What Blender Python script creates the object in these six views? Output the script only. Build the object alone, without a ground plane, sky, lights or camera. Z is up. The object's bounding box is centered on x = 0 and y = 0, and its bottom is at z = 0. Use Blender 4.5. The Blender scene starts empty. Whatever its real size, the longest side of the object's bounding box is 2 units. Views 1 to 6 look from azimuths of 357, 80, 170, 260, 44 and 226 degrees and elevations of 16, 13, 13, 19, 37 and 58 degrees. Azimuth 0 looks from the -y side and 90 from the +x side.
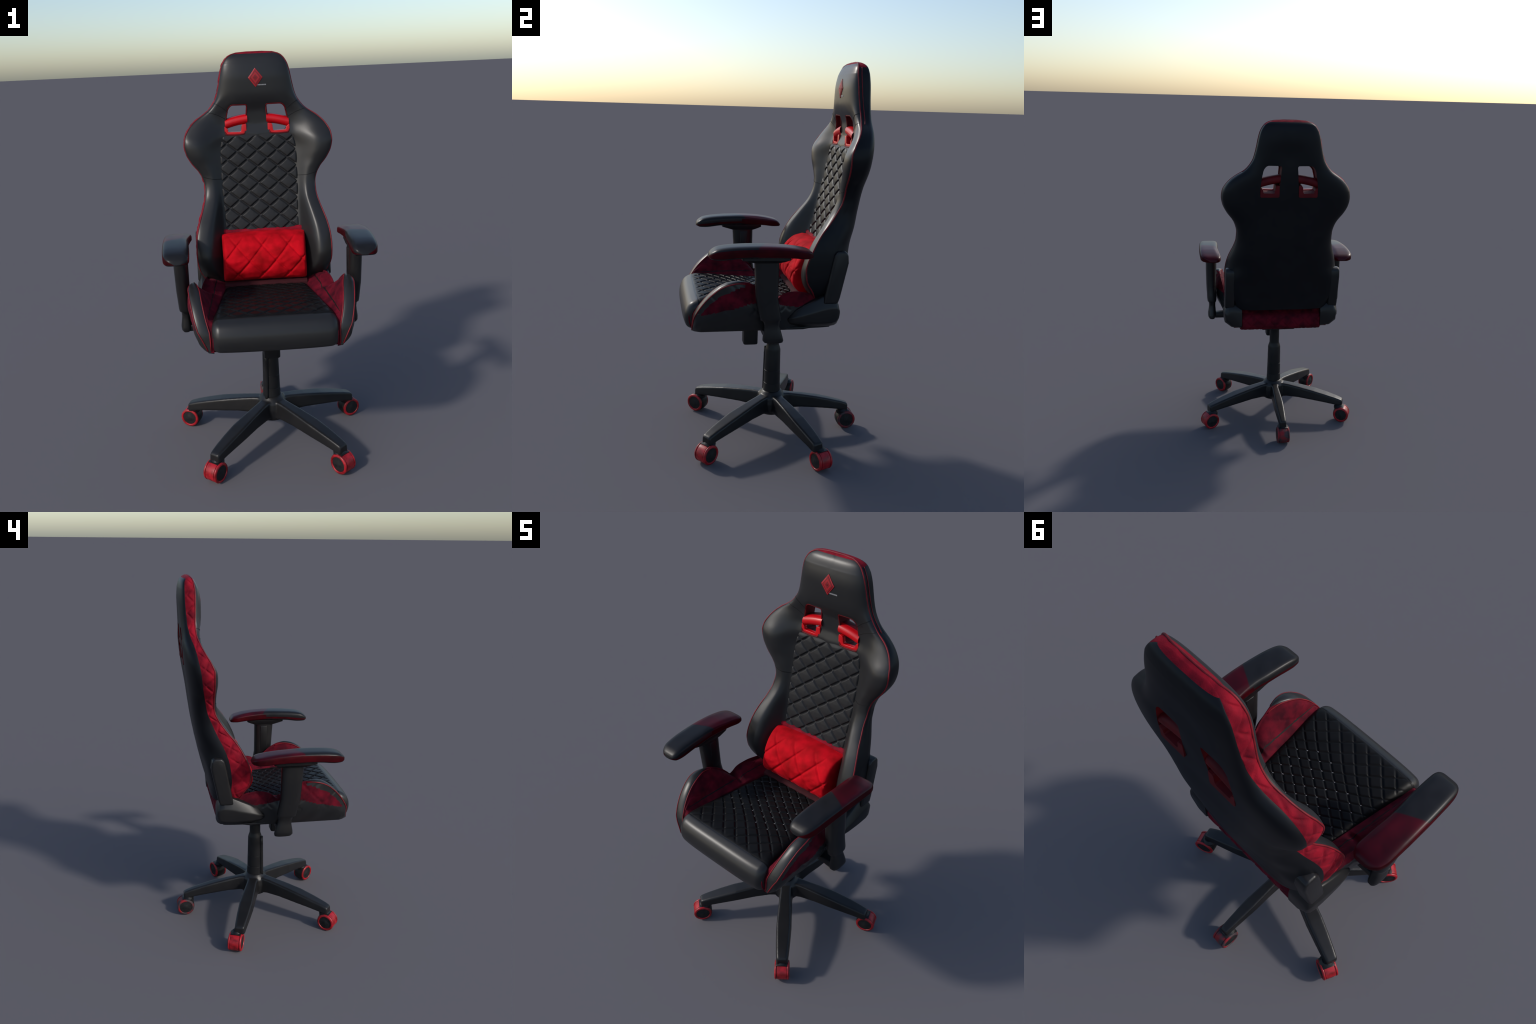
import bpy, bmesh, math, random
import numpy as np
from mathutils import Vector, Matrix
from mathutils.bvhtree import BVHTree

random.seed(7)
SC = bpy.context.scene.collection

# ------------------------------------------------------------------ helpers
def pchip(xs, ys):
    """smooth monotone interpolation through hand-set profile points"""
    x = np.array(xs, float); y = np.array(ys, float)
    if x[0] > x[-1]:
        x = x[::-1]; y = y[::-1]
    h = np.diff(x); d = np.diff(y) / h
    m = np.zeros_like(y)
    for i in range(1, len(x) - 1):
        if d[i-1] * d[i] > 0:
            w1 = 2*h[i] + h[i-1]; w2 = h[i] + 2*h[i-1]
            m[i] = (w1 + w2) / (w1/d[i-1] + w2/d[i])
    m[0] = d[0]; m[-1] = d[-1]
    def f(t):
        t = np.clip(t, x[0], x[-1])
        i = np.clip(np.searchsorted(x, t) - 1, 0, len(h) - 1)
        s = (t - x[i]) / h[i]
        return ((2*s**3 - 3*s**2 + 1)*y[i] + (s**3 - 2*s**2 + s)*h[i]*m[i]
                + (-2*s**3 + 3*s**2)*y[i+1] + (s**3 - s**2)*h[i]*m[i+1])
    return f

def profile(pairs):
    return pchip([p[0] for p in pairs], [p[1] for p in pairs])

def smooth(a, b, t):
    s = np.clip((t - a) / (b - a), 0, 1)
    return s*s*(3 - 2*s)

def shade(ob, angle=None):
    me = ob.data
    me.polygons.foreach_set('use_smooth', [True] * len(me.polygons))
    if angle is not None:
        me.set_sharp_from_angle(angle=math.radians(angle))
    return ob

def add(name, me, parent=None, mats=()):
    ob = bpy.data.objects.new(name, me)
    SC.objects.link(ob)
    for m in mats:
        me.materials.append(m)
    if parent is not None:
        ob.parent = parent
    return ob

def mesh_from(verts, faces):
    me = bpy.data.meshes.new('m')
    me.from_pydata([tuple(map(float, v)) for v in verts], [], [tuple(f) for f in faces])
    me.update()
    return me

def fix_normals(me):
    bm = bmesh.new(); bm.from_mesh(me)
    bmesh.ops.recalc_face_normals(bm, faces=bm.faces)
    bm.to_mesh(me); bm.free()

def grid_faces(nu, nv, close_v=False, flip=False):
    F = []
    for i in range(nu - 1):
        for j in range(nv if close_v else nv - 1):
            k = (j + 1) % nv
            q = (i*nv + j, i*nv + k, (i+1)*nv + k, (i+1)*nv + j)
            F.append(q[::-1] if flip else q)
    return F

def loft(name, rings, mats, parent=None, caps=True, angle=35, bevel=None):
    """closed cross-sections joined one after the other"""
    n = len(rings[0]); V = [p for r in rings for p in r]
    F = grid_faces(len(rings), n, True)
    if caps:
        F.append(tuple(range(n))[::-1])
        F.append(tuple((len(rings)-1)*n + i for i in range(n)))
    me = mesh_from(V, F); fix_normals(me)
    ob = add(name, me, parent, mats)
    shade(ob, angle)
    return ob

def tube(name, pts, r, mat, parent, closed=False, sides=10, flat=1.0):
    """round welt following a path"""
    P = [Vector(p) for p in pts]; n = len(P); rings = []
    ref = None
    for i in range(n):
        a = P[(i-1) % n] if closed or i > 0 else P[i]
        b = P[(i+1) % n] if closed or i < n-1 else P[i]
        t = (b - a).normalized()
        if ref is None:
            ref = t.orthogonal().normalized()
        ref = (ref - t*ref.dot(t)).normalized()
        bi = t.cross(ref)
        rr = r(i/(n-1)) if callable(r) else r
        rings.append([P[i] + rr*(math.cos(2*math.pi*k/sides)*ref + flat*math.sin(2*math.pi*k/sides)*bi) for k in range(sides)])
    if closed:
        rings.append(rings[0])
    V = [p for q in rings for p in q]
    F = grid_faces(len(rings), sides, True)
    if not closed:
        F.append(tuple(range(sides))[::-1]); F.append(tuple((n-1)*sides + i for i in range(sides)))
    me = mesh_from(V, F); fix_normals(me)
    return shade(add(name, me, parent, [mat]))

def apply_mods(ob):
    dg = bpy.context.evaluated_depsgraph_get()
    me = bpy.data.meshes.new_from_object(ob.evaluated_get(dg))
    old = ob.data
    ob.modifiers.clear(); ob.data = me
    bpy.data.meshes.remove(old)
    return ob

def bevelled(ob, w, seg=3, angle=30):
    m = ob.modifiers.new('b', 'BEVEL'); m.width = w; m.segments = seg
    m.limit_method = 'ANGLE'; m.angle_limit = math.radians(angle); m.harden_normals = False
    apply_mods(ob)
    return shade(ob, 50)

def prism(name, poly, axis, a, b, mats, parent=None, bev=0.0, scale_b=1.0):
    """flat outline pulled along x, y or z"""
    def put(p, t):
        u, v = p
        return {'x': (t, u, v), 'y': (u, t, v), 'z': (u, v, t)}[axis]
    n = len(poly); V = [put(p, a) for p in poly] + [put(p, b) for p in poly]
    F = [tuple(range(n)), tuple(range(n, 2*n))] + [(i, (i+1) % n, n+(i+1) % n, n+i) for i in range(n)]
    me = mesh_from(V, F); fix_normals(me)
    ob = add(name, me, parent, mats)
    if bev: bevelled(ob, bev)
    else: shade(ob, 30)
    return ob

def revolve(name, prof, centre, axis, mats, parent=None, n=40, angle=35, flip=False):
    """(radius, height) profile turned about an axis"""
    ax = Vector(axis).normalized(); u = ax.orthogonal().normalized(); w = ax.cross(u); c = Vector(centre)
    rings = []
    for r, h in prof:
        rings.append([c + ax*h + r*(math.cos(2*math.pi*k/n)*u + math.sin(2*math.pi*k/n)*w) for k in range(n)])
    return loft(name, rings, mats, parent, True, angle)

def round_poly(pts, r, n=5):
    out = []; N = len(pts)
    for i in range(N):
        p = np.array(pts[i], float); a = np.array(pts[i-1], float); b = np.array(pts[(i+1) % N], float)
        rr = r[i] if isinstance(r, (list, tuple)) else r
        da = a - p; db = b - p; la = np.linalg.norm(da); lb = np.linalg.norm(db)
        q = min(rr, la*.45, lb*.45)
        s = p + da/la*q; e = p + db/lb*q
        for k in range(n + 1):
            t = k/n
            out.append(tuple((1-t)**2*s + 2*t*(1-t)*p + t*t*e))
    return out

def split_materials(ob, names, parent):
    """one object for every material zone of a finished surface, sharing the normals of the whole"""
    src = ob.data; out = {}
    nv = len(src.vertices)
    nor = np.empty(nv*3); src.vertices.foreach_get('normal', nor); nor = nor.reshape(-1, 3)
    co = np.empty(nv*3); src.vertices.foreach_get('co', co); co = co.reshape(-1, 3)
    mi = np.empty(len(src.polygons), int); src.polygons.foreach_get('material_index', mi)
    polys = [tuple(p.vertices) for p in src.polygons]
    for k, (nm, keep_n) in enumerate(names):
        fs = [polys[i] for i in np.nonzero(mi == k)[0]]
        if not fs: continue
        used = sorted({v for f in fs for v in f}); idx = {v: i for i, v in enumerate(used)}
        me = mesh_from(co[used], [[idx[v] for v in f] for f in fs])
        o = add(nm, me, parent, [src.materials[k]])
        shade(o)
        if keep_n: me.normals_split_custom_set_from_vertices([tuple(nor[v]) for v in used])
        out[nm] = o
    bpy.data.objects.remove(ob)
    return out

def empty(name, parent=None, loc=(0, 0, 0)):
    o = bpy.data.objects.new(name, None); SC.objects.link(o); o.location = loc
    o.empty_display_size = .1
    if parent is not None: o.parent = parent
    return o

# ------------------------------------------------------------------ materials
def material(name, col, rough=.5, spec=.5, col2=None, scale=8.0, lo=.4, hi=.6, bump=0.0, bscale=400.0,
             sheen=0.0, sheen_tint=None, coat=0.0, detail=4.0):
    m = bpy.data.materials.new(name); m.use_nodes = True
    nt = m.node_tree; N = nt.nodes; L = nt.links
    b = N['Principled BSDF']
    b.inputs['Roughness'].default_value = rough
    b.inputs['Specular IOR Level'].default_value = spec
    b.inputs['Coat Weight'].default_value = coat
    tc = N.new('ShaderNodeTexCoord')
    if col2 is not None:
        no = N.new('ShaderNodeTexNoise'); no.inputs['Scale'].default_value = scale; no.inputs['Detail'].default_value = detail
        L.new(tc.outputs['Object'], no.inputs['Vector'])
        rp = N.new('ShaderNodeValToRGB')
        rp.color_ramp.elements[0].position = lo; rp.color_ramp.elements[1].position = hi
        rp.color_ramp.elements[0].color = (*col, 1); rp.color_ramp.elements[1].color = (*col2, 1)
        L.new(no.outputs['Fac'], rp.inputs['Fac'])
        L.new(rp.outputs['Color'], b.inputs['Base Color'])
    else:
        b.inputs['Base Color'].default_value = (*col, 1)
    if bump:
        no2 = N.new('ShaderNodeTexNoise'); no2.inputs['Scale'].default_value = bscale; no2.inputs['Detail'].default_value = 3
        L.new(tc.outputs['Object'], no2.inputs['Vector'])
        bp = N.new('ShaderNodeBump'); bp.inputs['Strength'].default_value = bump; bp.inputs['Distance'].default_value = .002
        L.new(no2.outputs['Fac'], bp.inputs['Height']); L.new(bp.outputs['Normal'], b.inputs['Normal'])
    if sheen:
        b.inputs['Sheen Weight'].default_value = sheen
        b.inputs['Sheen Roughness'].default_value = .4
        b.inputs['Sheen Tint'].default_value = (*(sheen_tint or (1, 1, 1)), 1)
    return m

LEATHER = material('black_leather', (.0155, .0155, .0163), .35, .34, (.016, .016, .017), 14, .35, .65, .08, 500)
LEATHER_BACK = material('black_leather_back', (.0042, .0047, .0066), .45, .2, (.006, .0064, .0082), 10, .35, .65, .06, 500)
QUILT = material('quilted_black_leather', (.022, .022, .023), .38, .15, (.021, .021, .022), 18, .35, .65, .08, 500)  # albedo raised so the diamonds look more brightly lit
SEATQ = material('seat_black_leather', (.006, .006, .0063), .38, .10, (.0085, .0084, .0087), 18, .35, .65, .08, 500)
VELVET = material('red_velvet', (.10, .002, .009), .8, .12, (.25, .005, .016), 19, .32, .62, .35, 260, .06, (1, .25, .35))
VELVET_DARK = material('wine_red_velvet', (.035, .0012, .006), .8, .12, (.115, .003, .012), 20, .32, .64, .35, 260, .06, (1, .25, .4))
PILLOW = material('bright_red_velvet', (.27, .0005, .003), .8, .10, (.52, .0016, .009), 15, .3, .66, .3, 320, .05, (1, .2, .3))
PIPING = material('red_piping', (.10, .003, .007), .55, .3, (.20, .006, .013), 30, .3, .7)
LINER = material('red_glossy_plastic', (.46, .002, .006), .33, .45, (.52, .003, .008), 20, .3, .7)
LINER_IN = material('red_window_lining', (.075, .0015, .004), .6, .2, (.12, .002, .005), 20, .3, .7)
PLASTIC = material('black_plastic', (.007, .007, .008), .42, .3, (.010, .010, .011), 20, .3, .7, .1, 300)
PLASTIC2 = material('dark_grey_plastic', (.0085, .0085, .0095), .38, .34, (.0125, .012, .0125), 12, .3, .7, .12, 300)
PAD = material('armrest_black_pad', (.009, .009, .0105), .35, .18, (.013, .013, .015), 20, .3, .7, .05, 400)
PADRED = material('armrest_wine_red', (.034, .001, .0045), .5, .05, (.060, .0012, .007), 12, .3, .7, .05, 400)
def split_pad(m):
    # wine-red rear half: a slanting line across the pad, worked out from the position on the chair
    nt = m.node_tree; N = nt.nodes; L = nt.links; b = N['Principled BSDF']
    old = b.inputs['Base Color'].links[0].from_socket
    tc = N.new('ShaderNodeTexCoord'); sp = N.new('ShaderNodeSeparateXYZ'); L.new(tc.outputs['Object'], sp.inputs[0])
    ab = N.new('ShaderNodeMath'); ab.operation = 'ABSOLUTE'; L.new(sp.outputs['X'], ab.inputs[0])
    ma = N.new('ShaderNodeMath'); ma.operation = 'MULTIPLY_ADD'; L.new(ab.outputs[0], ma.inputs[0]); ma.inputs[1].default_value = .52; L.new(sp.outputs['Y'], ma.inputs[2])
    mr = N.new('ShaderNodeMapRange'); L.new(ma.outputs[0], mr.inputs['Value'])
    e = -.157 + .487*.52; mr.inputs['From Min'].default_value = e - .003; mr.inputs['From Max'].default_value = e + .003
    no = N.new('ShaderNodeTexNoise'); no.inputs['Scale'].default_value = 12; L.new(tc.outputs['Object'], no.inputs['Vector'])
    rp = N.new('ShaderNodeValToRGB'); rp.color_ramp.elements[0].position = .3; rp.color_ramp.elements[1].position = .7
    rp.color_ramp.elements[0].color = (.026, .0009, .004, 1); rp.color_ramp.elements[1].color = (.058, .0012, .0065, 1)
    L.new(no.outputs['Fac'], rp.inputs['Fac'])
    mx = N.new('ShaderNodeMix'); mx.data_type = 'RGBA'
    L.new(mr.outputs[0], mx.inputs[0])
    # sockets named A/B exist once per type, take the colour ones
    col = [i for i in mx.inputs if i.type == 'RGBA']; 
    L.new(old, col[0]); L.new(rp.outputs['Color'], col[1])
    out = [o for o in mx.outputs if o.type == 'RGBA'][0]
    L.new(out, b.inputs['Base Color'])
split_pad(PAD)
PADSIDE = material('armrest_red_edge', (.050, .0014, .004), .5, .06, (.022, .0015, .003), 14, .35, .7)
WHEEL = material('red_wheel_tyre', (.15, .003, .006), .40, .4, (.36, .009, .016), 34, .32, .6)
WHEEL_DUSTY = material('dusty_wheel_tyre', (.045, .030, .034), .6, .3, (.22, .008, .014), 26, .45, .62)
HUB = material('black_wheel_cap', (.006, .006, .007), .6, .3, (.012, .012, .013), 90, .4, .6, .4, 500)
EMBLEM = material('red_emblem', (.30, .010, .016), .45, .4)
EMBLEM2 = material('dark_red_emblem', (.16, .006, .010), .5, .4)
LETTER = material('grey_print', (.20, .20, .21), .5, .4)
SEAM = material('black_thread_seam', (.004, .004, .004), .7, .2)
STRAP = material('dark_wine_strap', (.035, .007, .010), .8, .15, (.048, .009, .012), 40, .3, .7)
FLECK = material('pale_fleck', (.16, .16, .17), .5, .4)

# ------------------------------------------------------------------ the chair
chair = empty('gaming_chair')
chair['label'] = 'black and red racing style gaming chair on five wheels'
chair['category'] = 'gaming chair'

# ============ backrest: profiles over height z
W = profile([(.81, .255), (.83, .284), (.85, .303), (.87, .317), (.90, .332), (.93, .341), (.97, .347), (1.03, .348), (1.08, .345), (1.138, .334),
             (1.18, .321), (1.23, .304), (1.285, .292), (1.33, .291), (1.375, .301), (1.41, .319), (1.445, .347), (1.47, .363), (1.50, .377),
             (1.545, .385), (1.585, .380), (1.61, .369), (1.635, .352), (1.66, .328), (1.68, .302), (1.705, .262), (1.725, .241), (1.75, .222), (1.775, .208),
             (1.81, .197), (1.855, .187), (1.90, .178), (1.935, .168), (1.96, .155), (1.975, .143), (1.984, .131), (1.991, .115), (1.996, .095), (2.0, .06)])
YE = profile([(.81, .17), (.87, .148), (.90, .133), (.93, .113), (.955, .104), (1.009, .099), (1.04, .106), (1.087, .126), (1.138, .152), (1.18, .180),
              (1.23, .222), (1.29, .262), (1.33, .280), (1.375, .286), (1.47, .286), (1.55, .286), (1.60, .303), (1.635, .324), (1.68, .348),
              (1.725, .363), (1.76, .365), (1.85, .361), (1.93, .359), (1.97, .364), (1.985, .368), (2.0, .380)])
YB = profile([(.81, .235), (.90, .205), (.96, .198), (1.04, .205), (1.087, .215), (1.148, .238), (1.21, .268), (1.265, .292), (1.33, .317), (1.40, .330),
              (1.47, .343), (1.55, .352), (1.62, .365), (1.675, .378), (1.707, .391), (1.794, .408), (1.88, .410), (1.97, .408), (1.985, .402), (2.0, .390)])
YK = profile([(.81, .290), (.861, .299), (.93, .318), (1.009, .338), (1.10, .358), (1.187, .374), (1.358, .398), (1.516, .422), (1.60, .433),
              (1.692, .444), (1.767, .448), (1.85, .444), (1.934, .437), (1.965, .430), (1.984, .420), (1.993, .408), (2.0, .394)])
YP = profile([(.81, .155), (.87, .170), (1.0, .206), (1.13, .242), (1.166, .252), (1.247, .270), (1.33, .289), (1.413, .307), (1.457, .314), (1.50, .322), (1.54, .329), (1.585, .334),
              (1.61, .342), (1.64, .350), (1.70, .349), (1.735, .338), (1.76, .328), (1.80, .3215), (1.87, .321), (1.91, .326), (1.945, .336), (1.97, .347), (1.985, .358), (2.0, .378)])
YC = profile([(.81, .165), (.87, .130), (.90, .108), (.926, .094), (.979, .084), (1.03, .094), (1.081, .114), (1.133, .141), (1.18, .173), (1.23, .208), (1.285, .244),
              (1.344, .264), (1.39, .269), (1.44, .268), (1.49, .263), (1.535, .265), (1.562, .272), (1.60, .295), (1.641, .318), (1.69, .340), (1.724, .342), (1.78, .333),
              (1.83, .329), (1.883, .329), (1.926, .338), (1.968, .350), (1.985, .362), (2.0, .379)])
PX = profile([(.81, .150), (.90, .192), (1.2, .197), (1.36, .202), (1.5, .202), (1.56, .190), (1.585, .183), (1.62, .178), (1.68, .170), (1.74, .140), (1.80, .09), (1.90, .075), (1.97, .06), (2.0, .02)])
XC = profile([(.81, .72), (1.0, .84), (1.25, .84), (1.35, .85), (1.5, .84), (1.6, .86), (1.66, .88), (1.724, .88), (1.80, .84), (1.9, .80), (2.0, .8)])   # crest, share of W

def front_y(x, z):
    """front surface of the backrest without the quilted pad; the head is one soft cushion"""
    k = float(smooth(1.735, 1.80, z))
    head = 0.0
    if k > 0:
        v = min(abs(x)/float(W(z)), 1)
        head = float(YP(z)) + (float(YE(z)) - float(YP(z)))*(1 - math.sqrt(max(0, 1 - v**3.6)))
    return (1 - k)*body_y(x, z) + k*head

def body_y(x, z):
    x = abs(x); w = float(W(z)); p = min(float(PX(z)), .8*w); xc = max(float(XC(z))*w, p + .01)
    yp, yc, ye = float(YP(z)), float(YC(z)), float(YE(z))
    if x <= p: return yp
    if x <= xc:
        u = (x - p)/(xc - p)
        return yp + (yc - yp)*(.55*math.sin(u*math.pi/2) + .45*(u*u*(3-2*u)))
    v = min((x - xc)/(w - xc), 1)
    return yc + (ye - yc)*(1 - math.sqrt(max(0, 1 - v**2.2)))

FULL = profile([(.81, 5.5), (.95, 5.0), (1.12, 3.4), (1.22, 4.8), (1.36, 5.4), (1.46, 4.6), (1.60, 4.0), (1.72, 3.4), (1.85, 2.9), (2.0, 2.8)])   # squareness of the back
def back_y(x, z):
    w = float(W(z)); v = min(abs(x)/w, 1)
    n = float(FULL(z))
    low = float(smooth(1.12, 1.02, z))*float(smooth(.86, .92, z))
    r = (1 - low)*math.sqrt(max(0, 1 - v**n)) + low*(1 - .22*v*v/(v + .12))*math.sqrt(max(0, 1 - v**12))
    y = float(YB(z)) + (float(YK(z)) - float(YB(z)))*r
    y -= .010*math.exp(-(x/.17)**2)*float(smooth(1.30, 1.48, z))*float(smooth(1.90, 1.76, z))
    # hollow round the belt windows and up into the head
    for s in (1, -1):
        y -= .010*math.exp(-((x - s*.11)/.07)**2 - ((z - 1.68)/.085)**2)
    return y - .007*math.exp(-(x/.11)**2)*math.exp(-((z - 1.80)/.09)**2)

def quilt_line(a, b, w):
    """0 away from, 1 on the stitched diagonals of a diamond pattern; a, b are pattern coordinates"""
    d1 = np.abs(a + b - np.round(a + b)); d2 = np.abs(a - b - np.round(a - b))
    return np.maximum(np.exp(-(d1/w)**2), np.exp(-(d2/w)**2))

def build_back():
    zs = np.concatenate([np.linspace(.830, .88, 22), np.linspace(.884, 1.94, 240), np.linspace(1.943, 1.985, 20), 1.985 + .015*np.sin(np.linspace(.1, 1, 10)*math.pi/2)])
    nP, nI, nO, nB, nK = 10, 18, 14, 16, 34
    rings = []; zone = []
    for z in zs:
        w = float(W(z)); p = min(float(PX(z)), .8*w); xc = max(float(XC(z))*w, p + .01)
        half = []
        for i in range(nP): half.append((p*i/nP, front_y(p*i/nP, z) + (.014*smooth(1.58, 1.56, z))))
        for i in range(nI):
            x = p + (xc - p)*i/nI; half.append((x, front_y(x, z)))
        for i in range(nO):
            v = math.sin(i/nO*math.pi/2); x = xc + (w - xc)*v; half.append((x, front_y(x, z)))
        ye, yb = float(YE(z)), float(YB(z))
        for i in range(nB):
            t = i/nB; half.append((w + .0025*math.sin(t*math.pi)*min(1, w/.12), ye + (yb - ye)*t))
        for i in range(nK + 1):
            v = math.cos(i/nK*math.pi/2); half.append((w*v, back_y(w*v, z)))
        rings.append(half)
    m = len(rings[0])
    # relax the cushion surface so that no facet line stays in the leather
    G = np.array(rings); a0, a1 = 1, nP + nI + nO
    for _ in range(14):
        G[1:-1, a0:a1] = .5*G[1:-1, a0:a1] + .25*(G[:-2, a0:a1] + G[2:, a0:a1])
    for _ in range(4):
        G[:, a0:a1-2] = .5*G[:, a0:a1-2] + .25*(G[:, a0-1:a1-3] + G[:, a0+1:a1-1])
    for _ in range(10):
        G[1:-1, a1 + nB:] = .5*G[1:-1, a1 + nB:] + .25*(G[:-2, a1 + nB:] + G[2:, a1 + nB:])
    rings = G
    V = []; n = 2*m - 2
    for z, half in zip(zs, rings):
        R = [(x, y) for x, y in half] + [(-x, y) for x, y in half[-2:0:-1]]
        for j, (x, y) in enumerate(R):
            V.append([x, y, z])
    V = np.array(V)
    # pillowy quilting of the red side band (seat-right side and top)
    jb0, jb1 = nP + nI + nO, nP + nI + nO + nB
    for i, z in enumerate(zs):
        for j in range(jb0 + 1, jb1):
            q = n - j
            t = (j - jb0)/nB
            s = math.sin(t*math.pi)
            v = V[i*n + q]
            a = z/.085; b = (v[1] - float(YE(z)))/.085
            c = float(quilt_line(np.array(a), np.array(b), .07))
            nz = math.sin(z*71 + 3*math.sin(z*23))*math.sin(v[1]*97 + z*40)
            v[0] -= s*(.004 - .007*c + .0018*nz)
    F = grid_faces(len(zs), n, True)
    F.append(tuple(range(n))[::-1]); F.append(tuple((len(zs)-1)*n + k for k in range(n)))
    mi = []
    for i in range(len(zs) - 1):
        zc = .5*(zs[i] + zs[i+1])
        for j in range(n):
            right = j < m - 1
            k = j if right else n - 1 - j
            if k < jb0: c = 0
            elif k < jb1: c = 2 if (not right) else (2 if zc > 1.972 else 1)
            else: c = 1
            if c == 0 and zc > 1.9915: c = 2
            if c == 1 and zc > 1.9890: c = 2
            mi.append(c)
    mi += [1, 2]
    me = mesh_from(V, F); me.polygons.foreach_set('material_index', mi)
    fix_normals(me)
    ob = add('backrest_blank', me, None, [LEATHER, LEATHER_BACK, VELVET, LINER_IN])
    # the two belt windows
    for s in (1, -1):
        out = [(.046, 1.741), (.134, 1.742), (.153, 1.722), (.165, 1.668), (.173, 1.600), (.166, 1.583), (.110, 1.578), (.064, 1.584), (.055, 1.640)]
        out = round_poly(out, [.012, .02, .02, .03, .014, .014, .03, .010, .03], 4)
        poly = [(s*a, b) for a, b in out]
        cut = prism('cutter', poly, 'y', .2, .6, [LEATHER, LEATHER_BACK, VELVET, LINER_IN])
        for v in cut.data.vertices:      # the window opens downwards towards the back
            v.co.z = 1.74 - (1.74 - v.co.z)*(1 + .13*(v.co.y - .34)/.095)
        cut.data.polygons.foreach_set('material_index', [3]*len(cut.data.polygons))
        md = ob.modifiers.new('w', 'BOOLEAN'); md.operation = 'DIFFERENCE'; md.solver = 'EXACT'; md.object = cut
        apply_mods(ob)
        bpy.data.objects.remove(cut)
    shade(ob)
    return ob

back = empty('backrest', chair)
zones = split_materials(build_back(), [('upholstery', False), ('shell', False), ('side_band', False), ('window_lining', False)], back)
for k in ('upholstery', 'shell', 'window_lining', 'side_band'):
    zones[k].data.set_sharp_from_angle(angle=math.radians(60))

# red welt along the front edge, up one side, over the head and down the other
def edge_path(off=-.0008, zlo=.835, side=1, nz=150):
    return [(side*(float(W(z)) + off), float(YE(z)) - .001, z) for z in np.linspace(zlo, 1.996, nz)]
path = edge_path(side=1) + [(x, .3795, 2.0 - .0005) for x in (.04, 0, -.04)] + edge_path(side=-1)[::-1]
tube('welt', path, .0036, PIPING, back)
# second, thinner welt on the seat-left side behind the first
tube('welt', [(float(W(z)) + .0035, float(YE(z)) + .016, z) for z in np.linspace(1.70, 1.972, 60)], .002, PIPING, back, sides=8)

# quilted back pad
def build_pad():
    zs = np.arange(.84, 1.591, .0026); nx = 161
    V = []
    for z in zs:
        hw = float(PX(z)) + .004
        top = 1.5835
        for j in range(nx):
            s = -1 + 2*j/(nx - 1); x = hw*s
            a = (x + .006)/.105; b = (z - 1.50)/.083
            d1 = abs(a + b/1 - round(a + b)); d2 = abs(a - b - round(a - b))
            t1 = min(1, max(0, (min(d1, d2) - .034)/.085))
            h = -.005 + .0085*math.sin(t1*math.pi/2) + .0030*math.sin(min(1.0, d1*d2*5.5)*math.pi/2)
            flat = float(smooth(1.555, 1.585, z))
            h = h*(1 - .75*flat)
            e = max(0, (abs(s) - .93)/.07); h -= .012*e*e
            h = h*(1 - float(smooth(1.568, 1.584, z))) - .003*float(smooth(1.574, 1.590, z))
            V.append((x, float(YP(z)) - h, z))
    F = grid_faces(len(zs), nx)
    me = mesh_from(V, F)
    ob = shade(add('quilted_pad', me, back, [QUILT]))
    fl = me.polygons[100].normal.y > 0
    if fl: me.flip_normals()
    return ob
build_pad()

# centre strap between the windows reads as part of the front upholstery; red bars and red frames
bar_parent = back
for s in (1, -1):
    # diagonal red bar, a flattened tube rising towards the middle
    rings = []
    for t in np.linspace(0, 1, 14):
        x = .168 + (.050 - .168)*t
        zc = 1.639 + (1.664 - 1.639)*t + .003*math.sin(t*math.pi)
        h = .0265 - .001*t
        yc = .383
        rings.append([(s*x, yc + .043*math.copysign(abs(math.cos(a))**.7, math.cos(a)), zc + h*math.copysign(abs(math.sin(a))**.9, math.sin(a))) for a in np.linspace(0, 2*math.pi, 33)[:-1]])
    bar = loft('window_bar', rings, [LINER, LINER_IN], back)
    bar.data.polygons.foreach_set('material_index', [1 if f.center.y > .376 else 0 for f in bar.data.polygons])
    fr = [(.049, 1.738), (.132, 1.739), (.150, 1.720), (.162, 1.668), (.170, 1.600), (.163, 1.587), (.110, 1.583), (.066, 1.588), (.058, 1.640)]
    fr = round_poly(fr, [.012, .02, .02, .03, .014, .014, .03, .010, .03], 4)
    pts = [(s*a, front_y(a, b) + .004, b) for a, b in fr]
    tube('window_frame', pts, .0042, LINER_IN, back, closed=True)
    # red frame filling the lower part of the window, with a small opening left in it
    sill = round_poly([(.056, 1.578), (.172, 1.578), (.171, 1.630), (.154, 1.616), (.153, 1.600), (.084, 1.598), (.080, 1.636), (.056, 1.640)], [.008, .01, .006, .008, .010, .010, .008, .006], 4)
    prism('window_sill', [(s*a, b) for a, b in sill], 'y', .340, .362, [LINER], back, .004)
    loft('window_sill', [[(s*(a*.97 + .003), y, 1.74 - (1.74 - b)*(1 + .13*(y - .34)/.095) - .001) for a, b in sill] for y in (.3605, .426)], [LINER_IN], back, True, 40)

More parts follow.
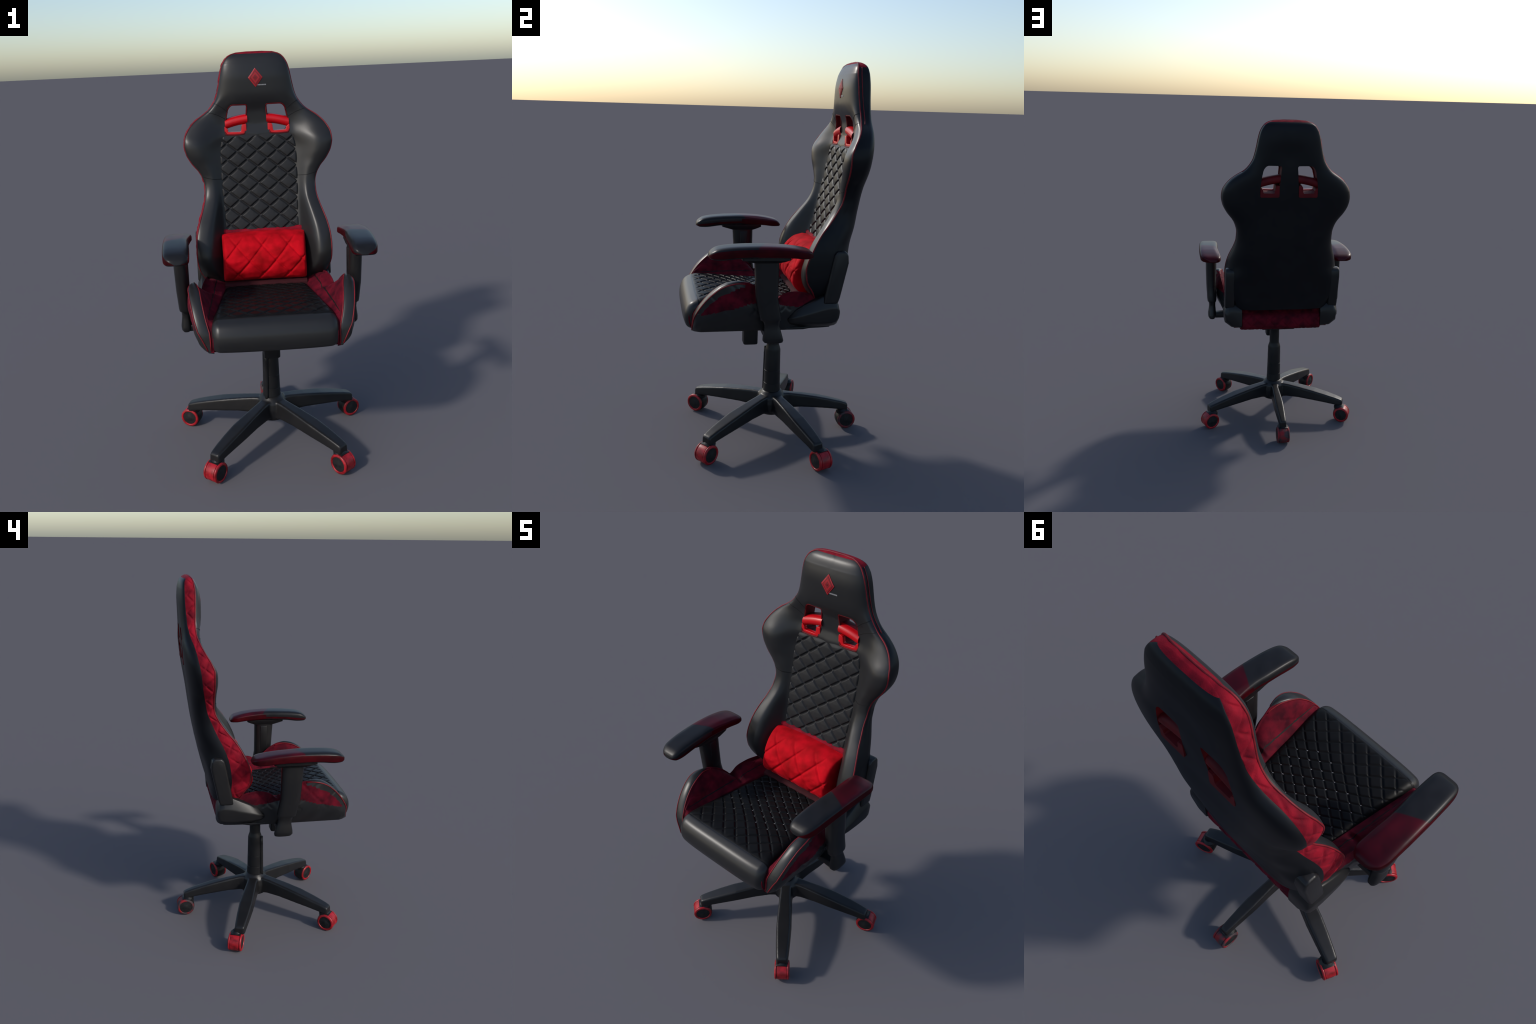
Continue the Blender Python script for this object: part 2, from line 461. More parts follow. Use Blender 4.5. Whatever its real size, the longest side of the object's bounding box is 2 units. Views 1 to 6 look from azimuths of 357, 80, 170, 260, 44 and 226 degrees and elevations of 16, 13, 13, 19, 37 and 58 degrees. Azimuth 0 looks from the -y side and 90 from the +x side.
# stitched seams on the wings of the backrest
def on_front(x, z, d=.0006):
    return (x, front_y(x, z) - d, z)
for s in (1, -1):
    for x0, z0, x1, z1 in ((.150, 1.700, .222, 1.752), (.166, 1.668, .258, 1.706)):
        tube('seam', [on_front(s*(x0 + (x1-x0)*t), z0 + (z1-z0)*t + .006*math.sin(t*math.pi)) for t in np.linspace(0, 1, 20)], .0011, SEAM, back, sides=6)
    tube('seam', [on_front(s*(.190 + (float(W(1.378)) - .194)*t), 1.362 + .018*t - .004*math.sin(t*math.pi)) for t in np.linspace(0, 1, 24)], .0011, SEAM, back, sides=6)

# diamond emblem with stepped rings, and the small print below it
def diamond(name, k, depth, mat, ring=None):
    hw, hh = .0375*k, .0480*k; zc = 1.872; V = []; ns = 8
    def pt(x, z, d): return (x, front_y(x, z) - d, z)
    outer = [(hw, 0), (0, hh), (-hw, 0), (0, -hh)]
    def loop(q, d):
        L = []
        for i in range(4):
            a = np.array(outer[i])*q; b = np.array(outer[(i+1) % 4])*q
            for j in range(ns): 
                c = a + (b - a)*j/ns; L.append(pt(c[0], zc + c[1], d))
        return L
    if ring is None:
        rings = [loop(1, -.002), loop(1, depth*.7), loop(.93, depth), loop(.05, depth)]
        return loft(name, rings, [mat], back, True, 25)
    rings = [loop(1, -.002), loop(1, depth*.8), loop(.97, depth), loop(ring, depth), loop(ring - .03, depth*.6), loop(ring - .03, -.002)]
    return loft(name, rings, [mat], back, False, 25)
diamond('emblem', 1.0, .0030, EMBLEM)
diamond('emblem_ring', .80, .0042, EMBLEM2, .70)
diamond('emblem_ring', .62, .0048, EMBLEM, .46)
diamond('emblem_ring', .36, .0052, EMBLEM2, .20)
for i in range(6):      # row of tiny blurred letters, readable only as a grey line
    x0 = .010 + i*.0075
    z0 = 1.835
    q = [(x0, z0 - .003), (x0 + .0065, z0 - .003), (x0 + .0065, z0 + .003), (x0, z0 + .003)]
    rings = [[(a, front_y(a, b) - d, b) for a, b in q] for d in (-.002, .0010)]
    loft('print_letter', rings, [LETTER], back, True, 25)

# ============ lumbar pillow
def build_pillow():
    cx, hw, zb, zt = 0, .222, .846, 1.088
    nu, nv = 90, 150
    V = []
    top = []
    fy = profile([(0, .155), (.012, .116), (.05, .094), (.14, .076), (.30, .063), (.45, .065), (.60, .078), (.75, .100), (.88, .126), (.95, .150), (1, .195)])
    by = lambda z: float(YP(z)) - .006
    for i in range(nu):
        u = i/(nu - 1)
        for j in range(nv):
            s = math.sin((-1 + 2*j/(nv - 1))*math.pi/2)*.6 + (-1 + 2*j/(nv - 1))*.4
            side = max(0.0, 1 - abs(s)**36)**.5
            pin = 1 - .045*(1 - (2*u - 1)**2)*0 - .012*(2*u-1)**4
            x = hw*s*(1 - .02*(1 - (2*u-1)**2) + .0)*pin
            u = math.sin((i/(nu-1) - .5)*math.pi)*.2 + .3 + .4*i/(nu - 1) if False else i/(nu - 1)
            z = zb + (zt - zb)*u + .006*math.cos(s*math.pi*.5) - .004*abs(s)**3*(1 if u > .5 else -1)
            yb = by(z) - .004
            y = yb + (float(fy(u)) - yb)*side
            a = (x + .010)/.134; b = (z - 1.038)/.142
            g = float(quilt_line(np.array(a), np.array(b), .05))
            d1 = abs(a + b - round(a + b)); d2 = abs(a - b - round(a - b))
            knot = math.exp(-((d1*d1 + d2*d2)/.01))
            w = math.sin(37*x + 5*math.sin(29*z))*math.sin(61*z + 3*math.sin(31*x))
            fade = side*min(1, 6*u*(1-u)+.1)
            y += fade*(.006*g + .006*knot - .004*min(1, d1*d2*6) + .0015*w)
            V.append((x, y, z))
    F = grid_faces(nu, nv)
    nb = len(V)
    # back face
    for i in range(nu):
        for j in range(nv):
            x, y, z = V[i*nv + j]
            V.append((x, by(z) + .004 if 0 < i < nu-1 and 0 < j < nv-1 else y, z))
    F += [tuple(nb + k for k in f[::-1]) for f in grid_faces(nu, nv)]
    me = mesh_from(V, F)
    bm = bmesh.new(); bm.from_mesh(me); bmesh.ops.remove_doubles(bm, verts=bm.verts, dist=1e-5)
    bmesh.ops.recalc_face_normals(bm, faces=bm.faces); bm.to_mesh(me); bm.free()
    return shade(add('lumbar_pillow', me, chair, [PILLOW]), 60)
pillow = build_pillow()
rings = []
for t in np.linspace(-1, 1, 30):
    x = .214*t; lift = .010*abs(t)**6; y1 = float(YP(1.10)) - .004
    wob = .0015*math.sin(9*t)
    rings.append([(x, y1 - .012, 1.070 + lift), (x, y1 - .013, 1.086 + lift + wob), (x, y1 - .007, 1.098 + lift + wob), (x, y1 + .006, 1.100 + lift + wob), (x, y1 + .006, 1.07)])
shade(loft('pillow_flap', rings, [VELVET], pillow, True, 40), 60)

# ============ seat
SEAT_HW = profile([(-.52, .282), (-.46, .284), (-.40, .279), (-.20, .258), (0, .232), (.10, .217), (.14, .21)])   # half width over depth y
seat = empty('seat', chair)
SEAT_PROF = round_poly([(-.450, .697), (-.476, .708), (-.489, .748), (-.484, .790), (-.462, .828), (-.415, .849), (-.33, .848), (-.20, .839), (.04, .830), (.108, .830), (.115, .79)],
                       [.01, .015, .04, .04, .04, .05, .06, .1, .1, .02, .01], 7)
def resample(P, n):
    P = np.array(P); d = np.r_[0, np.cumsum(np.linalg.norm(np.diff(P, axis=0), axis=1))]
    t = np.linspace(0, d[-1], n); return np.c_[np.interp(t, d, P[:, 0]), np.interp(t, d, P[:, 1])]
PITCH_Y = np.linspace(-.52, .14, 400)
PITCH_B = np.cumsum(np.r_[0, np.diff(PITCH_Y)/(.081 - .030*smooth(-.38, -.16, PITCH_Y[1:]))])
PITCH_B -= np.interp(-.422, PITCH_Y, PITCH_B)
def seat_b(y): return float(np.interp(y, PITCH_Y, PITCH_B))      # stitch rows get closer towards the back
def seat_a(x, y): return (x + .004)/(.081*(float(SEAT_HW(y))/.279)**.9)
def build_seat_top():
    P = resample(SEAT_PROF, 300); T = np.gradient(P, axis=0); T /= np.linalg.norm(T, axis=1)[:, None]
    Nn = np.c_[-T[:, 1], T[:, 0]]          # outward (front/up)
    if Nn[150, 1] < 0: Nn = -Nn
    nv = 161; V = []
    for (y, z), (ny, nz) in zip(P, Nn):
        hw = float(SEAT_HW(y))
        for j in range(nv):
            s = -1 + 2*j/(nv - 1); s = math.copysign(1 - (1 - abs(s))**1.25, s)
            x = hw*s
            r = .036; t = max(0, (abs(x) - (hw - r))/r)
            drop = r*.8*(1 - math.sqrt(max(0, 1 - t*t)))
            crown = .003*(1 - s*s)
            h = crown - drop
            if y > -.425 and nz > .7:
                a = seat_a(x, y); b = seat_b(y)
                d1 = abs(a + b - round(a + b)); d2 = abs(a - b - round(a - b))
                t1 = min(1, max(0, (min(d1, d2) - .02)/.14))
                k = float(smooth(-.418, -.385, y))*(1 - .9*float(smooth(.82, .97, abs(s))))
                h += k*(-.004 + .0065*math.sin(t1*math.pi/2))
            seamd = abs(y + .418) if nz > .4 else 1
            h -= .0013*math.exp(-(seamd/.004)**2)
            V.append((x, y + ny*h + .010*float(smooth(-.30, -.47, y))*abs(s)**6, z + nz*h))
    F = grid_faces(300, nv)
    me = mesh_from(V, F)
    ob = add('seat_cushion', me, seat, [SEATQ, LEATHER])
    # plain nose in front of the seam, quilted pad behind it
    mi = []
    for f in me.polygons:
        mi.append(0 if (f.center.y > -.418 and f.center.z > .80) else 1)
    me.polygons.foreach_set('material_index', mi)
    if me.polygons[150*160 + 80].normal.z < 0: me.flip_normals()
    return split_materials(ob, [('quilted_seat_pad', True), ('seat_nose', True)], seat)
build_seat_top()
# pale flecks where the stitch lines of the rear half cross
def build_flecks():
    bm = bmesh.new(); rnd = random.Random(5)
    zt = pchip(*zip(*[p for p in resample(SEAT_PROF, 200) if p[1] > .81 and -.46 < p[0] < .10 and True][20:]))
    for i in range(-8, 9):
        for j in range(0, 24):
            if (i + j) % 2 or rnd.random() < .18: continue
            y = float(np.interp(j/2, PITCH_B, PITCH_Y)); x = -.004 + i/2*.081*(float(SEAT_HW(y))/.279)**.9
            if y < -.27 + .05*abs(i)/6 or y > .065 or abs(x) > float(SEAT_HW(y)) - .045: continue
            m = Matrix.Translation((x, y, float(zt(y)) - .0004)) @ Matrix.Rotation(rnd.uniform(.2, 1.0), 4, 'Z') @ Matrix.Diagonal((.0046*rnd.uniform(.6, 1.15), .0024, .0016, 1))
            bmesh.ops.create_icosphere(bm, subdivisions=2, radius=1, matrix=m)
    me = bpy.data.meshes.new('m'); bm.to_mesh(me); bm.free()
    ob = shade(add('seat_fleck', me, seat, [FLECK])); ob['kind'] = 'stuff'
build_flecks()
# red velvet body of the cushion, seen at its sides
core = [(y, z) for y, z in resample(SEAT_PROF, 60)]
core = [(-.45, .700)] + [(y + (.014 if y < -.3 else 0), z - (.026 if z > .78 else 0)) for y, z in core] + [(.115, .700)]
rings = []
for xx in np.linspace(-1, 1, 9):
    rings.append([(xx*(float(SEAT_HW(y)) - .002), y + .010*float(smooth(-.30, -.47, y))*abs(xx)**6, z) for y, z in core])
shade(loft('seat_core', rings, [VELVET_DARK], seat, True, 40), 40)
# quilted red rear of the seat
def build_rear():
    nu, nv = 60, 140; V = []
    P = resample(round_poly([(.09, .826), (.18, .824), (.222, .806), (.272, .778), (.274, .712), (.250, .685)], [.01, .03, .03, .03, .03, .01], 5), nu)
    for (y, z) in P:
        for j in range(nv):
            s = -1 + 2*j/(nv-1); x = .258*s
            a = x/.075; b = z/.075
            g = float(quilt_line(np.array(a), np.array(b), .06))
            e = max(0, (abs(s) - .94)/.06)
            k = 1 if y > .24 else 0
            V.append((x, y - k*(.005*g) - .02*e*e, z))
    me = mesh_from(V, grid_faces(nu, nv)); fix_normals(me)
    shade(add('seat_gusset', me, seat, [VELVET_DARK]))
build_rear()
# dark strap across the back end of the cushion
rings = [[(x, .080, .815), (x, .080, .838), (x, .088, .846), (x, .122, .852), (x, .128, .845), (x, .128, .82)] for x in np.linspace(-.214, .214, 12)]
loft('seat_strap', rings, [STRAP], seat, True, 40)
# underside board
prism('seat_board', [(-.27, -.44), (.27, -.44), (.325, -.36), (.325, .10), (.262, .245), (-.262, .245), (-.325, .10), (-.325, -.36)], 'z', .699, .712, [PLASTIC], seat, .004)

# ============ side wings of the seat
RX = profile([(-.447, .298), (-.442, .311), (-.418, .329), (-.374, .344), (-.316, .355), (-.24, .363), (-.15, .357), (-.06, .338), (.05, .314), (.20, .302), (.25, .296)])    # ridge x
RZ = profile([(-.449, .708), (-.445, .740), (-.441, .775), (-.430, .805), (-.410, .840), (-.374, .887), (-.346, .914), (-.316, .937), (-.277, .954), (-.236, .960), (-.195, .953), (-.15, .934), (-.10, .898),
              (-.070, .865), (-.055, .848), (-.040, .856), (-.015, .877), (.01, .886), (.05, .890), (.10, .883), (.14, .873), (.18, .858), (.235, .83)])
OX = profile([(-.449, .300), (-.44, .315), (-.41, .334), (-.37, .357), (-.30, .382), (-.24, .394), (-.15, .390), (-.06, .360), (.03, .330), (.10, .322), (.20, .314), (.25, .305)])   # bulge x
def build_wing(s):
    ys = np.concatenate([-.449 + .04*np.linspace(0, 1, 26)**1.6, np.linspace(-.406, .24, 230)])
    rings = []; n1, n2, n3 = 26, 12, 34
    for y in ys:
        rx, rz, ox = float(RX(y)), float(RZ(y)), float(OX(y))
        k = smooth(-.449, -.40, y)
        ix = float(SEAT_HW(y)) - .006                     # where the wing meets the cushion
        iz = min(.838 + .03*min(0, y + .1) , rz - .006) - .006
        h = rz - .70
        lw = .044*min(1, h/.10)*float(smooth(-.15, -.30, y)) + .007      # width of the leather edge
        pts = []
        # inner face, bottom to ridge
        bx = min(ix, rx - .004)
        pts.append((bx + .004, .701))
        tx = max(bx + .002, min(.268 - .080*y*(1 if y < 0 else .9), rx - lw*.5 - .004)); tz = min(.856 + .035*min(y, 0), rz - .012)
        for i in range(n1):
            t = i/(n1 - 1)
            if t < .25: q = t/.25; x = bx + (tx - bx)*q; z = iz + (max(tz, iz + .002) - iz)*q
            else: q = (t - .25)/.75; x = tx + (rx - lw*.5 - tx)*q; z = max(tz, iz + .002) + (rz - .008 - max(tz, iz + .002))*q
            bul = .005*math.sin(max(0, t - .25)/.75*math.pi)*k
            a = (y + .2)/.16; b = (t*h)/.16
            g = float(quilt_line(np.array(a), np.array(b), .05))*k
            trim = math.exp(-((t - .24)/.03)**2)*k
            pts.append((x - bul + .003*g*math.sin(t*math.pi) - .002*trim, z + .6*bul + .001*trim))
        # leather ridge
        for i in range(1, n2):
            t = i/n2; a = math.pi*(1 - t)
            pts.append((rx + lw*.5*math.cos(a), rz - .008 + .011*math.sin(a)))
        # outer face, ridge to bottom
        zb = .700
        for i in range(n3):
            t = i/(n3 - 1)
            z = (rz - .008) + (zb - rz + .008)*t
            x0 = rx + lw*.5
            bx2 = min(.325, ox - .01)
            if t < .42:
                q = t/.42; x = x0 + (max(ox, x0) - x0)*math.sin(q*math.pi/2)
            else:
                q = (t - .42)/.58; x = max(ox, x0) + (bx2 - max(ox, x0))*(1 - math.cos(q*math.pi/2))
            a = (y + .22)/.15; b = (z - .9)/.15
            g = float(quilt_line(np.array(a), np.array(b), .06)) if z > .80 else 0
            wob = .0015*math.sin(60*y + 40*z)
            pts.append((x - .003*g*k + wob*k*math.sin(t*math.pi), z))
        rings.append([(s*x, y, z) for x, z in pts])
    n = len(rings[0]); V = [p for r in rings for p in r]
    F = grid_faces(len(ys), n, True); F.append(tuple(range(n))[::-1]); F.append(tuple((len(ys)-1)*n + i for i in range(n)))
    me = mesh_from(V, F); mi = []
    for i in range(len(ys) - 1):
        y = .5*(ys[i] + ys[i+1])
        for j in range(n):
            v = V[i*n + j]
            if j < n1: c = 0 if j != 7 else 2
            elif j < n1 + n2: q = (j - n1 + .5)/n2; c = 1 if abs(q - .5) < .6*float(smooth(-.175, -.27, y)) else 0
            else:
                zlim = .795 + .062*float(smooth(-.42, -.17, y)) - .04*float(smooth(-.1, .06, y)) + .004*math.sin(31*y)
                edge = float(RZ(y)) - .008 - (.004 + .030*float(smooth(-.18, -.30, y)))
                c = 0 if zlim < v[2] < edge + (.1 if y > -.2 else 0) else 1
            mi.append(c)
    mi += [1, 0]
    me.polygons.foreach_set('material_index', mi); fix_normals(me)
    ob = add('wing_blank', me, None, [VELVET_DARK if s > 0 else VELVET_DARK, LEATHER, SEAM])
    wing = empty('seat_wing', chair)
    shade(ob)
    split_materials(ob, [('wing_velvet', True), ('wing_leather', True), ('wing_trim', True)], wing)
    # welts on either side of the leather edge
    yy = np.concatenate([np.linspace(-.448, -.40, 16), np.linspace(-.39, -.17, 30)])
    def lw(y): return .044*min(1, (float(RZ(y)) - .70)/.10)*float(smooth(-.15, -.30, y)) + .007
    tube('wing_welt', [(s*(float(RX(y)) - lw(y)*.5), y - .001, float(RZ(y)) - .006) for y in yy], .0032, PIPING, wing, sides=8)
    yy = np.concatenate([np.linspace(-.448, -.40, 16), np.linspace(-.39, -.20, 30)])
    tube('wing_welt', [(s*(float(RX(y)) + lw(y)*.5), y - .001, float(RZ(y)) - .007) for y in yy], .0030, PIPING, wing, sides=8)
for s in (1, -1):
    build_wing(s)

# ============ brackets joining seat and backrest
def build_bracket(s):
    br = empty('hinge_bracket', chair)
    up = [(.236, 1.082), (.252, 1.098), (.290, 1.098), (.304, 1.082), (.308, 1.04), (.272, .865), (.262, .835), (.190, .835), (.196, .88), (.224, 1.03)]
    ob = prism('hinge_arm', up, 'x', s*.296, s*.357, [PLASTIC2], br)
    bevelled(ob, .012, 4)
    # lower arm, swelling towards the hinge and running forward under the seat
    rings = []
    for y, zt, zr, zb, xo in ((.018, .766, .758, .748, .335), (.03, .784, .764, .744, .345), (.06, .806, .772, .742, .354), (.10, .830, .782, .740, .358), (.15, .852, .795, .739, .360), (.195, .874, .808, .739, .361), (.235, .872, .816, .740, .361), (.258, .858, .815, .746, .359), (.272, .830, .805, .760, .354), (.277, .81, .795, .772, .348)):
        poly = [(.25, .704 + (zb - .739)*.5), (xo - .045, .709 + (zb - .739)*.5), (xo - .004, zb), (xo, zr), (xo - .022, zt - .004), (xo - .045, zt), (.25, zt - .006)]
        rings.append([(s*x, y, z) for x, z in round_poly(poly, .007, 3)])
    loft('hinge_base', rings, [PLASTIC2], br, True, 40)
for s in (1, -1):
    build_bracket(s)

# ============ armrests
ARM_TOP = profile([(-.384, 1.098), (-.379, 1.112), (-.365, 1.126), (-.345, 1.137), (-.31, 1.1445), (-.267, 1.149), (-.20, 1.152), (-.144, 1.153), (-.042, 1.149), (.01, 1.143), (.054, 1.135), (.085, 1.126), (.102, 1.112), (.108, 1.098)])
ARM_BOT = profile([(-.384, 1.096), (-.36, 1.087), (-.33, 1.086), (-.24, 1.095), (-.10, 1.099), (0, 1.096), (.07, 1.090), (.10, 1.090), (.108, 1.096)])
ARM_IN = profile([(-.384, .405), (-.378, .385), (-.36, .371), (-.33, .367), (-.20, .371), (-.14, .376), (-.10, .377), (0, .372), (.06, .369), (.085, .374), (.10, .385), (.108, .40)])
ARM_OUT = profile([(-.384, .432), (-.378, .455), (-.36, .474), (-.33, .485), (-.25, .493), (-.15, .498), (-.05, .500), (.04, .498), (.075, .489), (.098, .466), (.108, .44)])
def build_armrest(s):
    arm = empty('armrest', chair)
    ys = np.concatenate([-.384 + .03*np.linspace(0, 1, 14)**1.7, np.linspace(-.352, .082, 190), .108 - .025*np.linspace(1, 0, 12)**1.7])
    rings = []; n = 112
    for y in ys:
        zt, zb, a, b = float(ARM_TOP(y)) + .0005, float(ARM_BOT(y)), float(ARM_IN(y)), float(ARM_OUT(y))
        cx, hw = (a + b)/2, (b - a)/2; zm = zb + (zt - zb)*.42
        R = []
        for k in range(n):
            t = 2*math.pi*k/n; c, q = math.cos(t), math.sin(t)
            x = cx + hw*math.copysign(abs(c)**.42, c)
            if q >= 0:
                z = zm + (zt - zm)*abs(q)**.58
                dip = .004*math.exp(-((x - (a + .012))/.012)**2)*math.exp(-((y + .02)/.085)**2)   # scooped inner edge
                z -= dip
            else: z = zm - (zm - zb)*abs(q)**.40
            R.append((s*x, y, z))
        rings.append(R)
    V = [p for r in rings for p in r]; F = grid_faces(len(ys), n, True)
    F.append(tuple(range(n))[::-1]); F.append(tuple((len(ys)-1)*n + i for i in range(n)))
    me = mesh_from(V, F); mi = []
    for i in range(len(ys) - 1):
        y = .5*(ys[i] + ys[i+1])
        for j in range(n):
            t = 2*math.pi*(j + .5)/n; q, c = math.sin(t), math.cos(t)
            x = abs(V[i*n + j][0]); split = -.157 + (.487 - x)*.52
            k = 0
            if c > 0 and -.30 < q < .42: k = 1
            elif -.18 < q < .02: k = 1
            elif c < 0 and -.30 < q < .30 and y > split - .02: k = 1
            mi.append(k)
    mi += [0, 0]
    me.polygons.foreach_set('material_index', mi); fix_normals(me)
    ob = add('pad_blank', me, None, [PAD, PADSIDE]); shade(ob)
    split_materials(ob, [('arm_pad', True), ('arm_pad_edge', True)], arm)
    # mounting plate under the pad
    rings = []
    for z, y0, y1, x0, x1 in ((1.100, -.232, -.004, .385, .480), (1.086, -.232, -.004, .385, .480), (1.078, -.205, -.022, .387, .472), (1.070, -.178, -.045, .388, .460)):
        rings.append([(s*x, y, z) for x, y in round_poly([(x0, y0), (x1, y0), (x1, y1), (x0, y1)], .018, 4)])
    loft('arm_plate', rings, [PLASTIC], arm, True, 40)
    # post: tapered sleeve, neck, flared foot
    rings = []
    for z, y0, y1, x0, x1 in ((1.080, -.170, -.052, .389, .457), (1.00, -.165, -.052, .389, .456), (.89, -.158, -.051, .388, .453), (.84, -.147, -.042, .387, .450), (.80, -.138, -.034, .386, .448),
                              (.786, -.134, -.034, .388, .446), (.777, -.119, -.040, .393, .438), (.755, -.112, -.041, .394, .436), (.735, -.113, -.034, .392, .438), (.700, -.119, -.024, .390, .443), (.682, -.120, -.019, .392, .442), (.672, -.112, -.022, .398, .436), (.667, -.095, -.035, .408, .426)):
        q = 2/2.7
        rings.append([(s*((x0 + x1)/2 + (x1 - x0)/2*math.copysign(abs(math.cos(a))**q, math.cos(a))), (y0 + y1)/2 + (y1 - y0)/2*math.copysign(abs(math.sin(a))**q, math.sin(a)), z) for a in np.linspace(0, 2*math.pi, 41)[:-1]])
    loft('arm_post', rings, [PLASTIC2], arm, True, 50)
    # recessed inner slide of the post
    prism('arm_slide', [(-.128, 1.06), (-.086, 1.06), (-.086, .90), (-.128, .90)], 'x', s*.3875, s*.400, [PLASTIC], arm, .003)
    # cross bar to the seat
    prism('arm_bar', [(-.105, .672), (-.045, .672), (-.045, .708), (-.105, .708)], 'x', s*.22, s*.41, [PLASTIC], arm, .008)
for s in (1, -1):
    build_armrest(s)

# ============ mechanism below the seat and gas column
mech = prism('tilt_mechanism', [(-.11, -.14), (.11, -.14), (.11, .17), (-.11, .17)], 'z', .652, .692, [PLASTIC], chair, .01)
prism('lever_housing', round_poly([(-.040, -.156), (.041, -.156), (.041, -.078), (-.040, -.078)], .016, 4), 'z', .521, .69, [PLASTIC], mech, .006)
for s in (1, -1):
    prism('mechanism_wing', [(s*.10, .668), (s*.165, .684), (s*.165, .694), (s*.06, .694), (s*.07, .664)], 'y', .10, .19, [PLASTIC], mech, .003)
CX, CY = 0, .012
col = revolve('gas_column', [(.0, .205), (.050, .206), (.0475, .235), (.0455, .28), (.0450, .289), (.0440, .290), (.0440, .291), (.0447, .292), (.0436, .362), (.0426, .363), (.0426, .364), (.0433, .365), (.0415, .480), (.0385, .492), (.0335, .506), (.0320, .515), (.0320, .60), (.040, .64), (.045, .665)],
              (CX, CY, 0), (0, 0, 1), [PLASTIC], chair, 48)

tube('column_rib', [(CX - .024 - .004*t, CY - .034 - .004*t, .49 - .27*t) for t in np.linspace(0, 1, 8)], .011, PLASTIC, col, sides=16)

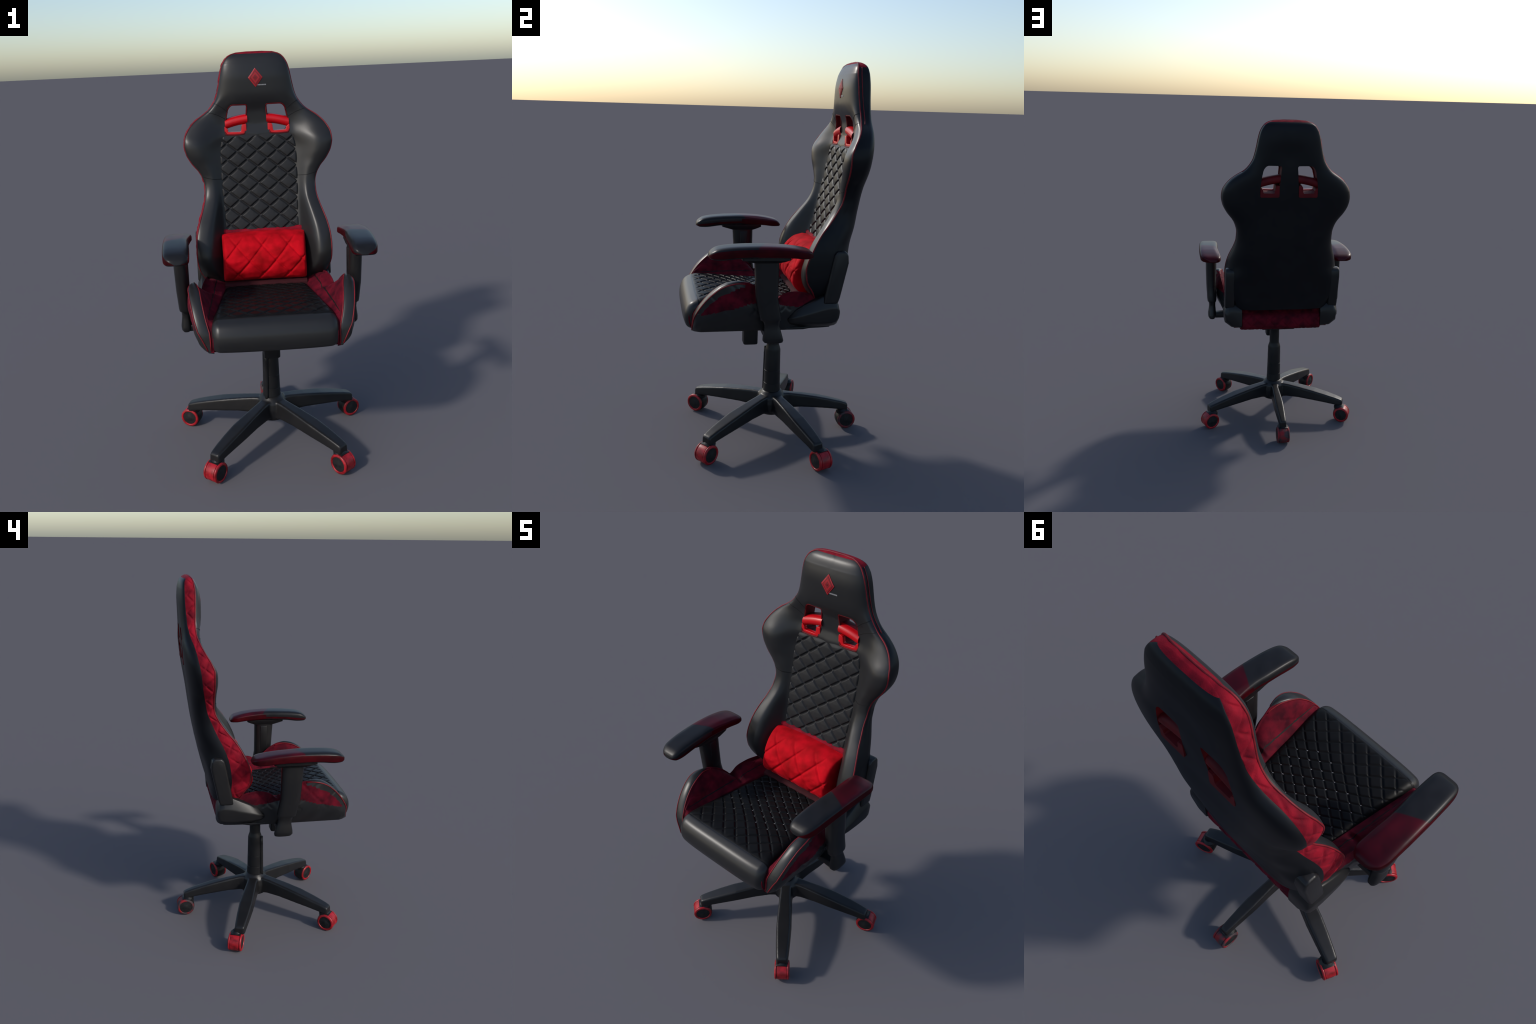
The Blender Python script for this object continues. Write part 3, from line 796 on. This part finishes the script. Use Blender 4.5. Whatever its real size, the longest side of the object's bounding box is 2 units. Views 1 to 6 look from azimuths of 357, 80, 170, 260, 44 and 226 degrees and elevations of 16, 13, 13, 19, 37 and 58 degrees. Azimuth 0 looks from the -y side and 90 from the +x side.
# ============ five-legged base
CASTERS = [(.307, -.368), (-.307, -.368), (.438, .188), (-.438, .190), (0, .436)]
LEG_ENDS = [(.301, -.360), (-.301, -.360), (.433, .166), (-.433, .168), (0, .432)]
def build_base():
    bm_parts = []
    V = []; F = []
    def emit(rings):
        n = len(rings[0]); o = len(V)
        for r in rings: V.extend(r)
        for f in grid_faces(len(rings), n, True): F.append(tuple(o + i for i in f))
        F.append(tuple(o + i for i in range(n))[::-1]); F.append(tuple(o + (len(rings)-1)*n + i for i in range(n)))
    for k, (px, py) in enumerate(LEG_ENDS):
        d = Vector((px - CX, py - CY, 0)); R = d.length; d.normalize(); e = Vector((-d.y, d.x, 0))
        slim = .72 if k == 4 else 1.0
        rings = []
        for t, zt, zb, wt, wb in ((0, .228, .132, .034, .048), (.10, .228, .133, .031, .043), (.22, .223, .139, .029, .039), (.40, .212, .139, .033, .041), (.62, .195, .130, .037, .043), (.80, .176, .120, .034, .040), (.94, .159, .110, .030, .036), (1.0, .150, .101, .028, .033), (1.03, .145, .099, .026, .031), (1.045, .138, .099, .023, .028)):
            wt *= (1 if t < .2 else slim); wb *= (1 if t < .2 else slim)
            c = Vector((CX, CY, 0)) + d*(R*t)
            poly = round_poly([(-wb, zb), (wb, zb), (wt, zt), (-wt, zt)], .008, 3)
            rings.append([tuple(c + e*a + Vector((0, 0, b))) for a, b in poly])
        emit(rings)
        # caster socket
        c = Vector((px, py, 0)) - d*.012
        rings = [[tuple(c + rr*(math.cos(a)*d + math.sin(a)*e) + Vector((0, 0, z))) for a in np.linspace(0, 2*math.pi, 25)[:-1]] for rr, z in ((.019, .092), (.021, .10), (.022, .13))]
        emit(rings)
    rings = [[(CX + r*math.cos(a), CY + r*math.sin(a), z) for a in np.linspace(0, 2*math.pi, 41)[:-1]] for r, z in ((.064, .118), (.076, .125), (.079, .18), (.074, .214), (.062, .232), (.050, .246))]
    emit(rings)
    me = mesh_from(V, F); fix_normals(me)
    ob = add('base_blank', me, None, [PLASTIC2])
    m = ob.modifiers.new('r', 'REMESH'); m.mode = 'VOXEL'; m.voxel_size = .0042
    m = ob.modifiers.new('s', 'SMOOTH'); m.iterations = 6; m.factor = .5
    apply_mods(ob)
    # hub and legs as separate pieces of one smooth surface
    me = ob.data; me.materials.clear()
    for _ in range(6): me.materials.append(PLASTIC2)
    mi = []
    for f in me.polygons:
        x, y = f.center.x - CX, f.center.y - CY
        if math.hypot(x, y) < .085: mi.append(0); continue
        mi.append(1 + max(range(5), key=lambda k: (x*(CASTERS[k][0]-CX) + y*(CASTERS[k][1]-CY))/math.hypot(CASTERS[k][0]-CX, CASTERS[k][1]-CY)))
    me.polygons.foreach_set('material_index', mi)
    base = empty('star_base', chair)
    src = ob.data
    names = [('hub', True), ('leg', True), ('leg ', True), ('leg  ', True), ('leg   ', True), ('leg    ', True)]
    out = split_materials(ob, names, base)
    for o in out.values(): o.name = o.name.strip()
    return base
base = build_base()

RW, CZ = .0510, .0510
def build_caster(px, py, tyre=None):
    tyre = tyre or WHEEL
    d = Vector((px - CX, py - CY, 0)).normalized(); e = Vector((-d.y, d.x, 0)); c = Vector((px, py, CZ)) + d*.006
    cs = empty('caster', chair)
    # one drum with a raised lip and a dark groove at either end
    half = [(.0502, .004), (.0500, .020), (.0494, .0245), (.0462, .0255), (.0462, .0268), (.0498, .0278), (RW, .030), (RW, .0325), (.0490, .0362), (.0450, .0380), (.0405, .0385), (.0385, .0370), (.0378, .0345), (.020, .0345)]
    revolve('wheel', [(r, -h) for r, h in half[::-1]] + half, c, e, [tyre], cs, 48, 40)
    for s in (1, -1):
        revolve('wheel_cap', [(.0, .0372), (.012, .0372), (.014, .0362), (.030, .0362), (.0368, .0352), (.0376, .0335), (.02, .033)], c, e*s, [HUB], cs, 36, 40)
    # black hood over the inner half of the wheels and the stem
    rings = []
    def at(a, r, t): return c + (-d*math.cos(a) + Vector((0, 0, 1))*math.sin(a))*r + e*t
    for a in np.linspace(math.radians(-48), math.radians(108), 22):
        w = .027 + .004*math.sin(a)
        rings.append([tuple(at(a, r, t)) for r, t in ((RW - .010, -w), (RW - .001, -w - .001), (RW + .0025, -w + .006), (RW + .0030, 0), (RW + .0025, w - .006), (RW - .001, w + .001), (RW - .010, w))])
    loft('caster_hood', rings, [PLASTIC], cs, True, 40)
    revolve('caster_stem', [(.0, .085), (.033, .084), (.034, .100), (.027, .107), (.021, .113)], (px - d.x*.012, py - d.y*.012, 0), (0, 0, 1), [PLASTIC], cs, 24, 40)
for k, p in enumerate(CASTERS):
    build_caster(*p, tyre=WHEEL_DUSTY if k == 4 else WHEEL)
